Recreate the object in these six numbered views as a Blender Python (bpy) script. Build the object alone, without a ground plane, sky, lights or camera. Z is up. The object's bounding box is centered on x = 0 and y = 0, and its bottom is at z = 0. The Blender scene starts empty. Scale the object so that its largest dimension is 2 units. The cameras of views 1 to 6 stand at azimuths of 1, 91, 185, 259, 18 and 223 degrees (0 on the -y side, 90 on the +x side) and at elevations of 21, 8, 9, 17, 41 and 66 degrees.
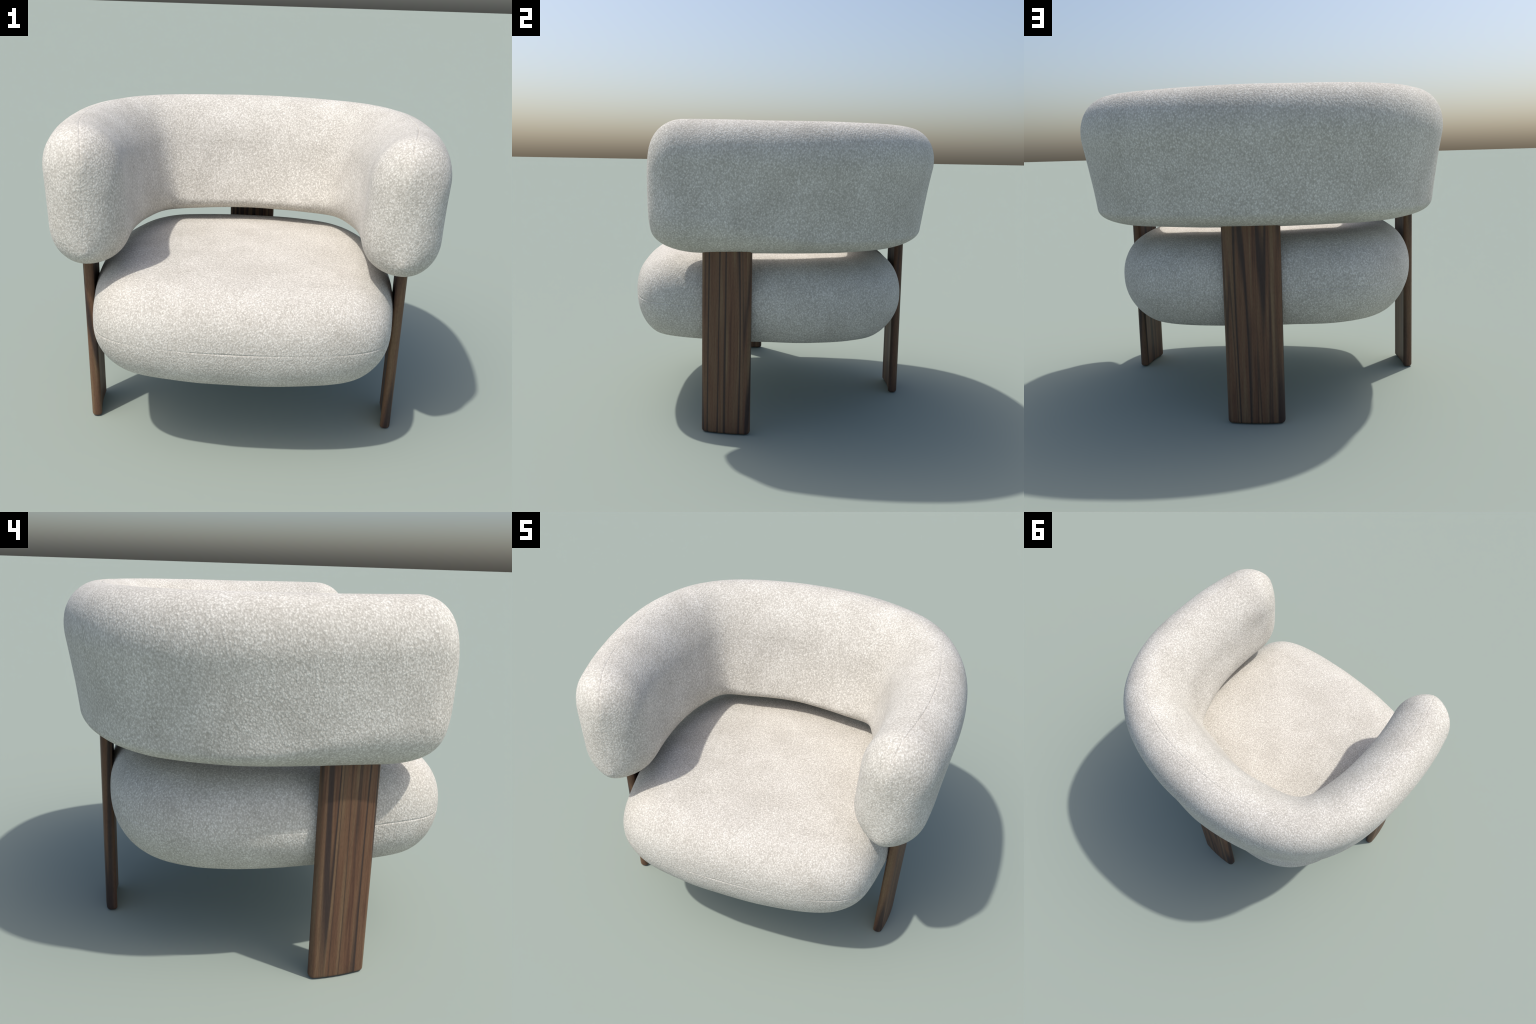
"""Three-legged lounge chair: wrap-around upholstered backrest, puffy seat cushion,
three vertical walnut plank legs."""
import bpy, math
import numpy as np

# ------------------------------------------------------------------ helpers
def new_mesh_object(name, verts, faces, mat, parent=None, weld=True):
    me = bpy.data.meshes.new(name)
    me.from_pydata([tuple(map(float, v)) for v in verts], [], faces)
    me.update()
    if weld:
        import bmesh
        bm = bmesh.new(); bm.from_mesh(me)
        bmesh.ops.remove_doubles(bm, verts=bm.verts, dist=2e-5)
        bmesh.ops.recalc_face_normals(bm, faces=bm.faces)
        bm.to_mesh(me); bm.free()
    me.polygons.foreach_set("use_smooth", [True] * len(me.polygons))
    me.materials.append(mat)
    ob = bpy.data.objects.new(name, me)
    bpy.context.scene.collection.objects.link(ob)
    if parent is not None:
        ob.parent = parent
    return ob

def bspline(ctrl, n):
    c = np.asarray(ctrl, float); k = len(c)
    t = np.linspace(0, k - 1, n); i = np.minimum(t.astype(int), k - 2); f = (t - i)[:, None]
    e = np.vstack([2 * c[0] - c[1], c, 2 * c[-1] - c[-2]])
    p0, p1, p2, p3 = e[i], e[i + 1], e[i + 2], e[i + 3]
    return ((1 - f)**3 * p0 + (3*f**3 - 6*f**2 + 4) * p1 + (-3*f**3 + 3*f**2 + 3*f + 1) * p2 + f**3 * p3) / 6

def smoothstep(a, b, x):
    t = np.clip((x - a) / (b - a), 0, 1); return t * t * (3 - 2 * t)

def grid_faces(nr, nc, closed_rows=False, closed_cols=False):
    out = []
    for r in range(nr if closed_rows else nr - 1):
        for c in range(nc if closed_cols else nc - 1):
            a, b = r * nc + c, r * nc + (c + 1) % nc
            r2 = (r + 1) % nr
            out.append((a, b, r2 * nc + (c + 1) % nc, r2 * nc + c))
    return out

def soften(ob, amount, scale):
    """slow hand-stuffed unevenness of the upholstery"""
    from mathutils import noise, Vector
    for v, n in [(v, v.normal.copy()) for v in ob.data.vertices]:
        q = v.co * scale
        v.co += n * amount * (noise.noise(q) + .5 * noise.noise(q * 2.1 + Vector((7, 3, 1))))
    ob.data.update()

def press_seam(ob, dist_fn, depth, width):
    """sink a sewn seam into the finished surface along its own normals, with a slight swell beside it"""
    me = ob.data
    n = len(me.vertices)
    co = np.empty(n * 3); me.vertices.foreach_get("co", co); co = co.reshape(-1, 3)
    no = np.empty(n * 3); me.vertex_normals.foreach_get("vector", no); no = no.reshape(-1, 3)
    d, amp = dist_fn(co)
    g = -depth * np.exp(-(d / width)**2) + .10 * depth * np.exp(-((np.abs(d) - 3.2 * width) / (1.8 * width))**2)
    co = co + no * (g * amp)[:, None]
    me.vertices.foreach_set("co", co.ravel()); me.update()

# ------------------------------------------------------------------ materials
def nodes_of(name):
    m = bpy.data.materials.new(name); m.use_nodes = True
    nt = m.node_tree
    return m, nt, nt.nodes["Principled BSDF"]

def N(nt, kind, **kw):
    n = nt.nodes.new(kind)
    for k, v in kw.items():
        if k in n.inputs: n.inputs[k].default_value = v
        else: setattr(n, k, v)
    return n

def ramp(nt, stops, src):
    r = nt.nodes.new("ShaderNodeValToRGB"); e = r.color_ramp.elements
    while len(e) < len(stops): e.new(.5)
    for el, (p, c) in zip(e, stops):
        el.position = p; el.color = (*c, 1) if len(c) == 3 else c
    nt.links.new(src, r.inputs["Fac"])
    return r

def fabric(name, fleck, light, mid, dark, tilt, bump, seed):
    m, nt, b = nodes_of(name)
    L = nt.links.new
    tc = N(nt, "ShaderNodeTexCoord")
    mp = N(nt, "ShaderNodeMapping"); L(tc.outputs["Object"], mp.inputs["Vector"])
    mp.inputs["Location"].default_value = (seed, seed * .37, seed * .71)
    mp.inputs["Rotation"].default_value = tilt
    mp.inputs["Scale"].default_value = (1, 1, .8)
    # brushed yarn flecks: slightly stretched noise in two sizes
    n1 = N(nt, "ShaderNodeTexNoise", Scale=fleck, Detail=3., Roughness=.62)
    L(mp.outputs[0], n1.inputs["Vector"])
    n2 = N(nt, "ShaderNodeTexNoise", Scale=fleck * 1.7, Detail=3., Roughness=.6)
    L(mp.outputs[0], n2.inputs["Vector"])
    # little round loops of pile
    vo = N(nt, "ShaderNodeTexVoronoi", feature='SMOOTH_F1', Scale=fleck * 1.15); vo.inputs["Smoothness"].default_value = .6
    L(mp.outputs[0], vo.inputs["Vector"])
    nub = N(nt, "ShaderNodeMapRange"); L(vo.outputs["Distance"], nub.inputs["Value"])
    for k, v in (("From Min", .1), ("From Max", .75), ("To Min", .78), ("To Max", .22)): nub.inputs[k].default_value = v
    mix0 = N(nt, "ShaderNodeMix", data_type='FLOAT'); mix0.inputs[0].default_value = .45
    mix = N(nt, "ShaderNodeMix", data_type='FLOAT'); mix.inputs[0].default_value = .3
    L(n1.outputs["Fac"], mix0.inputs[2]); L(nub.outputs["Result"], mix0.inputs[3]); L(mix0.outputs[0], mix.inputs[2]); L(n2.outputs["Fac"], mix.inputs[3])
    cr = ramp(nt, [(.34, dark), (.48, mid), (.64, light)], mix.outputs[0])
    # slow cloudy tone shifts
    n3 = N(nt, "ShaderNodeTexNoise", Scale=5.5, Detail=2., Roughness=.5)
    L(tc.outputs["Object"], n3.inputs["Vector"])
    tone = ramp(nt, [(.32, (.90, .895, .885)), (.68, (1.02, 1.02, 1.02))], n3.outputs["Fac"])
    mul = N(nt, "ShaderNodeMix", data_type='RGBA', blend_type='MULTIPLY'); mul.inputs[0].default_value = 1
    L(cr.outputs["Color"], mul.inputs[6]); L(tone.outputs["Color"], mul.inputs[7])
    L(mul.outputs[2], b.inputs["Base Color"])
    bp = N(nt, "ShaderNodeBump", Strength=bump, Distance=.006)
    L(mix.outputs[0], bp.inputs["Height"]); L(bp.outputs[0], b.inputs["Normal"])
    b.inputs["Roughness"].default_value = .92
    b.inputs["Specular IOR Level"].default_value = .15
    b.inputs["Sheen Weight"].default_value = .06
    b.inputs["Sheen Roughness"].default_value = .5
    return m

def walnut(name):
    m, nt, b = nodes_of(name)
    L = nt.links.new
    tc = N(nt, "ShaderNodeTexCoord"); oi = N(nt, "ShaderNodeObjectInfo")
    off = N(nt, "ShaderNodeVectorMath", operation='SCALE'); off.inputs[0].default_value = (3.1, 1.7, 5.3)
    L(oi.outputs["Random"], off.inputs["Scale"])
    add = N(nt, "ShaderNodeVectorMath", operation='ADD')
    L(tc.outputs["Object"], add.inputs[0]); L(off.outputs[0], add.inputs[1])
    def stretched(sx, sz, **kw):
        mp = N(nt, "ShaderNodeMapping"); mp.inputs["Scale"].default_value = (sx, sx * .45, sz)
        L(add.outputs[0], mp.inputs["Vector"])
        n = N(nt, "ShaderNodeTexNoise", Scale=1., **kw); L(mp.outputs[0], n.inputs["Vector"])
        return n
    broad = stretched(46, 1.5, Detail=3., Roughness=.6, Distortion=.25)
    stripe = stretched(17, .30, Detail=1.3, Roughness=.4, Distortion=.08)
    fine = stretched(230, 9, Detail=3., Roughness=.65)
    pore = stretched(420, 60, Detail=2., Roughness=.5)
    base = ramp(nt, [(.30, (.090, .044, .028)), (.45, (.138, .072, .041)), (.56, (.150, .088, .050)), (.72, (.195, .130, .072))], broad.outputs["Fac"])
    dark = ramp(nt, [(.445, (0, 0, 0)), (.475, (1, 1, 1)), (.505, (1, 1, 1)), (.535, (0, 0, 0))], stripe.outputs["Fac"])
    dark2 = ramp(nt, [(.60, (0, 0, 0)), (.635, (.8, .8, .8)), (.665, (0, 0, 0))], stripe.outputs["Fac"])
    dsum = N(nt, "ShaderNodeMath", operation='MAXIMUM'); L(dark.outputs["Color"], dsum.inputs[0]); L(dark2.outputs["Color"], dsum.inputs[1])
    dm = N(nt, "ShaderNodeMath", operation='MULTIPLY'); L(dsum.outputs[0], dm.inputs[0]); dm.inputs[1].default_value = .9
    mx = N(nt, "ShaderNodeMix", data_type='RGBA'); L(dm.outputs[0], mx.inputs[0]); L(base.outputs["Color"], mx.inputs[6])
    mx.inputs[7].default_value = (.036, .025, .023, 1)
    fr = ramp(nt, [(.3, (.84, .83, .82)), (.7, (1.12, 1.11, 1.09))], fine.outputs["Fac"])
    m1 = N(nt, "ShaderNodeMix", data_type='RGBA', blend_type='MULTIPLY'); m1.inputs[0].default_value = .8
    L(mx.outputs[2], m1.inputs[6]); L(fr.outputs["Color"], m1.inputs[7])
    pr = ramp(nt, [(.3, (.75, .75, .75)), (.55, (1.05, 1.05, 1.05))], pore.outputs["Fac"])
    m2 = N(nt, "ShaderNodeMix", data_type='RGBA', blend_type='MULTIPLY'); m2.inputs[0].default_value = .6
    L(m1.outputs[2], m2.inputs[6]); L(pr.outputs["Color"], m2.inputs[7])
    L(m2.outputs[2], b.inputs["Base Color"])
    bp = N(nt, "ShaderNodeBump", Strength=.12, Distance=.001); L(fine.outputs["Fac"], bp.inputs["Height"])
    L(bp.outputs[0], b.inputs["Normal"])
    b.inputs["Roughness"].default_value = .55
    b.inputs["Specular IOR Level"].default_value = .3
    return m

LIGHT, MID, DARK = (.785, .762, .705), (.545, .521, .472), (.425, .402, .356)
boucle_back = fabric("boucle_backrest", 106, LIGHT, MID, DARK, (.55, .6, .3), .7, 0.)
boucle_seat = fabric("boucle_seat", 118, LIGHT, (.545, .518, .469), (.425, .400, .353), (.5, .5, .8), .75, 7.)
wood = walnut("striped_walnut")

# ------------------------------------------------------------------ backrest (sweep of an upright rounded section)
BP = dict(y0=0.6792, x1=0.3219, y1=0.6406, x2=0.6212, y2=0.5256, x3=0.7693, y3=0.2477, x4=0.7971, y4=-0.0719, x5=0.7872, y5=-0.3864, x6=0.7262, y6=-0.7014, a0=0.2186, a1=0.2097, a2=0.1856, zt0=1.6512, zt1=1.6468, zt2=1.6531, zb0=0.9757, zb1=0.9717, zb2=0.9610, k0=0.1460, k1=0.1716, k2=-0.0368, rt=0.2409, rb=0.1015, pt=1.9492, pb=2.2000, cap=0.2025, pc=2.1676, ht=0.2032, hb=0.2781, ph=2.0000, tl=-0.0401, bulge=-0.0108, rtt=0.2113, rbt=0.1979, pbt=2.1500, et=0.2018, eb=0.1300, ro=1.0039, rbo=0.8399, tap0=0.7602, tap2=0.1337, sxb=0.0010, rzb=0.0029, ryb=-0.0020, skx=0.0044, ac=0.0300, qc=0.6420, wc=0.1050, rbs=1.2)

def build_backrest(parent):
    p = BP
    half = np.array([[0, p['y0']]] + [[p['x%d' % i], p['y%d' % i]] for i in range(1, 7)])
    full = np.vstack([half[:0:-1] * [-1, 1], half])
    dense = bspline(full, 1601)
    Ls = np.r_[0, np.cumsum(np.linalg.norm(np.diff(dense, axis=0), axis=1))]; T = Ls[-1]
    cl = max(p['cap'], p['ht'], p['hb'])
    th = np.r_[0, .006, .012, .02, .03, .045, .08, np.linspace(.13, np.pi / 2, 24)]
    e = cl * (1 - np.cos(th))
    s = np.r_[e, np.linspace(cl, T - cl, 150)[1:-1], T - e[::-1]]
    d = np.minimum(s, T - s)
    C = np.stack([np.interp(s, Ls, dense[:, j]) for j in (0, 1)], 1)
    ds = 2e-2
    tan = np.stack([np.interp(np.minimum(s + ds, T), Ls, dense[:, j]) - np.interp(np.maximum(s - ds, 0), Ls, dense[:, j]) for j in (0, 1)], 1)
    tan /= np.linalg.norm(tan, axis=1)[:, None]
    nrm = np.stack([-tan[:, 1], tan[:, 0]], 1)
    q = d / (T / 2)
    mix = lambda k: p[k+'2'] * (1-q) * (1-2*q) + p[k+'1'] * 4*q*(1-q) + p[k+'0'] * q * (2*q-1)
    a, zt, zb, lean = mix('a'), mix('zt'), mix('zb'), mix('k')
    fall = lambda l, e_: (1 - np.clip(1 - d / l, 0, 1)**e_)**(1 / e_)
    w = a * fall(p['cap'], p['pc'])
    ends = 1 - smoothstep(.12, .5, q)
    RT = p['rt'] + (p['rtt'] - p['rt']) * ends; RB = p['rb'] + (p['rbt'] - p['rb']) * ends
    zt = zt - p['et'] * (1 - fall(p['ht'], p['ph']))
    zb = zb + p['eb'] * (1 - fall(p['hb'], p['ph']))
    H = zt - zb
    sc = np.minimum(1, H / (RT + RB + .02)); rt, rb = RT * sc, RB * sc
    near = [0, .006, .012, .02, .03, .045, .075]
    ang = np.r_[np.arcsin(np.array(near)**(p['pt'] / 2)), np.linspace(.12, np.pi / 2, 22)]
    angb = np.r_[np.arcsin(np.array(near)**(p['pb'] / 2)), np.linspace(.12, np.pi / 2, 22)]
    prof = [('t', np.sin(A)**(2/p['pt']), 1 - max(np.cos(A), 0)**(2/p['pt'])) for A in ang]
    prof += [('m', 1., f) for f in np.linspace(0, 1, 14)[1:-1]]
    PB = p['pb'] + (p['pbt'] - p['pb']) * ends
    prof += [('b', np.sin(A)**(2/PB), 1 - max(np.cos(A), 0)**(2/PB)) for A in angb[::-1]]
    zc = 1.3
    def wall(side):
        rows, us = [], []
        for kind, x, f in prof:
            # outer edge is rolled tighter than the inner one; both walls meet in one line at the arm ends
            fe = smoothstep(0, .06, d)
            if side > 0: r1, r2 = rt * (1 + (p['ro'] - 1) * fe), rb * (1 + (p['rbo'] * (1 + .25 * ends) - 1) * fe)
            else: r1, r2 = rt, rb * (1 + fe * p['rbs'] * np.exp(-((q - .43) / .2)**2))
            z = zt - r1 * f if kind == 't' else zb + r2 * f if kind == 'b' else zt - r1 + (zb + r2 - zt + r1) * f
            bl = p['bulge'] * (1 - ((z - zc) / .36)**2) if side > 0 else 0 * z
            tp = 0 if side > 0 else p['tap0'] * q + p['tap2'] * (1 - q)     # cushion thickens downwards on the inside
            wi = w if side > 0 else w - p['ac'] * np.exp(-((q - p['qc']) / p['wc'])**2)   # padding thins in the inside corner
            off = side * (wi * x * (1 - tp * (z - zc)) + bl * x * (w / a)) + lean * (z - zc)
            xy = C + nrm * off[:, None] + np.stack([0 * z, p['tl'] * (z - zc) * (1 - q)**2], 1)
            x, y = xy[:, 0] + p['sxb'], xy[:, 1]          # the hand-made cushion sits a hair off square
            x, y = x - p['rzb'] * y, y + p['rzb'] * x
            y = y + p['skx'] * x * np.clip(y, 0, 1)
            rows.append(np.column_stack([x, y, z + p['ryb'] * x]))
        return rows
    o, i = wall(1), wall(-1)
    V = np.array(o + i[::-1][1:-1]); nr, nc = V.shape[:2]
    ob = new_mesh_object("backrest", V.reshape(-1, 3), grid_faces(nr, nc, closed_rows=True), boucle_back, parent)
    # seam runs along the middle of the top, down the middle of both arm ends and along the underside
    line = np.vstack([V[len(o) - 1], V[:len(o), -1][::-1], V[0][::-1], V[:len(o), 0]])
    def dist(co):
        dm = np.full(len(co), 9.)
        A, B = line[:-1], line[1:]
        ok = np.linalg.norm(B - A, axis=1) > 1e-7; A, B = A[ok], B[ok]; AB = B - A
        for k in range(len(A)):
            t = np.clip(((co - A[k]) @ AB[k]) / (AB[k] @ AB[k]), 0, 1)
            dm = np.minimum(dm, np.linalg.norm(co - A[k] - t[:, None] * AB[k], axis=1))
        amp = .55 + .45 * np.sin(co[:, 0] * 5.1 + 1.) * np.sin(co[:, 1] * 4.3 + co[:, 2] * 3.7)
        amp *= 1 - .5 * smoothstep(-.52, -.62, co[:, 1]) * smoothstep(1.60, 1.45, co[:, 2])    # the end seams are lost in the pile
        return dm, amp
    press_seam(ob, dist, .0036, .0028)
    soften(ob, .0022, 3.2)
    return ob

# ------------------------------------------------------------------ seat cushion
SP = dict(yf=-0.8746, yb=0.7100, xm=0.7845, pf=6.5148, pr=1.7159, ym=-0.3663, tap=-0.2477, zt=0.9302, zb=0.4724, zm=0.6870, it=0.2600, ib=0.1047, pt=2.3481, pb=2.1000, dome=0.0200, pf2=2.1435, pr2=3.5847, domeb=0.0200, pbx=1.2500, tw=0.0015, sx=-0.0038, rz=0.0093, rx=-0.0101, ry=0.0091, ibf=-0.0259, ibr=0.0011)

def build_seat(parent):
    p = SP
    t = np.linspace(0, 2 * np.pi, 4001)[:-1]
    c, s = np.cos(t), np.sin(t); f = s < 0
    P, P2 = np.where(f, p['pf'], p['pr']), np.where(f, p['pf2'], p['pr2'])
    X = p['xm'] * np.sign(c) * np.abs(c)**(2 / P2)
    Y = np.where(f, -(p['ym'] - p['yf']) * np.abs(s)**(2 / P), (p['yb'] - p['ym']) * np.abs(s)**(2 / P))
    X = X * (1 - p['tap'] * Y); Y = Y + p['ym']
    O = np.stack([X, Y], 1)
    Ls = np.r_[0, np.cumsum(np.linalg.norm(np.diff(np.vstack([O, O[:1]]), axis=0), axis=1))]
    n = 240
    u = np.linspace(0, Ls[-1], n + 1)[:-1]
    Oc = np.vstack([O, O[:1]])
    O = np.stack([np.interp(u, Ls, Oc[:, j]) for j in (0, 1)], 1)
    tg = np.roll(O, -1, 0) - np.roll(O, 1, 0); tg /= np.linalg.norm(tg, axis=1)[:, None]
    for _ in range(6): tg = (np.roll(tg, 1, 0) + 2 * tg + np.roll(tg, -1, 0)) / 4
    tg /= np.linalg.norm(tg, axis=1)[:, None]
    NN = np.stack([tg[:, 1], -tg[:, 0]], 1)
    back = np.clip((O[:, 1] - p['ym']) / (p['yb'] - p['ym']), 0, 1); front = np.clip((O[:, 1] - p['ym']) / (p['yf'] - p['ym']), 0, 1)
    ib = p['ib'] + p['ibr'] * back + p['ibf'] * front
    V = []; one = np.ones(n)
    def inset(amount):
        # offset the outline inwards; the further in, the more its corners are eased so that it never folds
        P = O - NN * np.asarray(amount * one)[:, None]
        for _ in range(int(np.mean(amount * one) * 500)):
            P = (np.roll(P, 1, 0) + 2 * P + np.roll(P, -1, 0)) / 4
        return P
    for g in (0, .12, .25, .4, .55, .7, .82, .92):
        V.append(np.column_stack([inset(p['it']) * g, one * (p['zt'] + p['dome'] * (1 - g * g))]))
    hi = np.r_[np.linspace(0, 1.42, 18), 1.48, 1.52, 1.54, 1.553, 1.563, np.pi / 2]
    lo = np.r_[np.pi / 2, 1.563, 1.555, np.linspace(1.547, 1.48, 10), np.linspace(1.43, 0, 18)]
    for A in hi:
        V.append(np.column_stack([inset(p['it'] * (1 - np.sin(A)**(2/p['pt']))), one * (p['zm'] + (p['zt'] - p['zm']) * max(np.cos(A), 0)**(2/p['pt']))]))
    for A in lo[1:]:
        V.append(np.column_stack([inset(ib * (1 - np.sin(A)**(2/p['pbx']))), one * (p['zm'] - (p['zm'] - p['zb']) * max(np.cos(A), 0)**(2/p['pb']))]))
    for g in (.9, .75, .55, .35, .15, 0):
        V.append(np.column_stack([inset(ib) * g, one * (p['zb'] - p['domeb'] * (1 - g * g))]))
    V = np.array(V)
    x, y, z = V[..., 0], V[..., 1], V[..., 2] - p['zm']
    ry = p['ry'] + p['tw'] * (y + .1)
    x, z = x + ry * z, z - ry * x
    y, z = y - p['rx'] * z, z + p['rx'] * y
    x, y = x - p['rz'] * y + p['sx'], y + p['rz'] * x
    V = np.stack([x, y, z + p['zm']], -1)
    nr, nc = V.shape[:2]
    ob = new_mesh_object("seat_cushion", V.reshape(-1, 3), grid_faces(nr, nc, closed_cols=True), boucle_seat, parent)
    def dist(co):
        # the sewn edge follows the widest line of the cushion
        zz = co[:, 2] - p['zm'] + (p['ry'] + p['tw'] * (co[:, 1] + .1)) * co[:, 0] - p['rx'] * co[:, 1]
        zz = zz + .011
        amp = .55 + .4 * np.sin(co[:, 0] * 8.5 + 1.9) * np.cos(co[:, 1] * 3.1 + 2.6)
        return zz, amp
    press_seam(ob, dist, .0027, .0028)
    soften(ob, .0030, 3.4)
    return ob

# ------------------------------------------------------------------ legs: gently bowed planks with rounded edges
def plank_mesh_object(name, width, thick, height, sag, parent):
    r, fillet = .022, .015
    hw, ht = width / 2, thick / 2
    loop = []
    for cx, cy, a0 in ((hw - r, ht - r, 0), (-hw + r, ht - r, 90), (-hw + r, -ht + r, 180), (hw - r, -ht + r, 270)):
        for k in range(9):
            a = math.radians(a0 + k * 90 / 8)
            loop.append((cx, cy, math.cos(a), math.sin(a)))
        if a0 in (0, 180):   # intermediate points along the two broad faces so that they can bow
            sgn = 1 if a0 == 0 else -1
            for k in range(1, 24):
                loop.append((sgn * (hw - r) * (1 - 2 * k / 24), sgn * (ht - r), 0, sgn))
    rings = []
    for k in range(9):
        a = k * math.pi / 16
        rings.append((fillet * (1 - math.sin(a)), fillet * (1 - math.cos(a))))
    rings += [(0, z) for z in np.linspace(fillet, height, 24)[1:]]
    n = len(loop); V = []; F = []
    for ins, z in rings:
        for cx, cy, nx, ny in loop:
            x, y = cx + nx * (r - ins), cy + ny * (r - ins)
            V.append((x, y + sag * (1 - (x / hw)**2) - sag * .5, z))
    F += grid_faces(len(rings), n, closed_cols=True)
    F.append(tuple(range(n))[::-1]); F.append(tuple((len(rings) - 1) * n + k for k in range(n)))
    ob = new_mesh_object(name, V, F, wood, parent, weld=False)
    ob.data.polygons[-1].use_smooth = False; ob.data.polygons[-2].use_smooth = False
    return ob

chair = bpy.data.objects.new("lounge_chair", None)
bpy.context.scene.collection.objects.link(chair)
chair["label"] = "cream boucle lounge chair with wraparound back and three walnut plank legs"
chair["category"] = "armchair"
build_backrest(chair)
build_seat(chair)
LEG_H = 1.06
right = plank_mesh_object("leg", .262, .053, LEG_H, .010, chair)
right.location = (.8225, -.281, 0)
right.rotation_euler = (0, 0, math.radians(-98))
left = right.copy(); bpy.context.scene.collection.objects.link(left)
left.location = (-.8225, -.281, 0); left.rotation_euler = (0, 0, math.radians(98))
rear = plank_mesh_object("leg", .287, .053, LEG_H, .012, chair)
rear.location = (-.002, .724, 0)
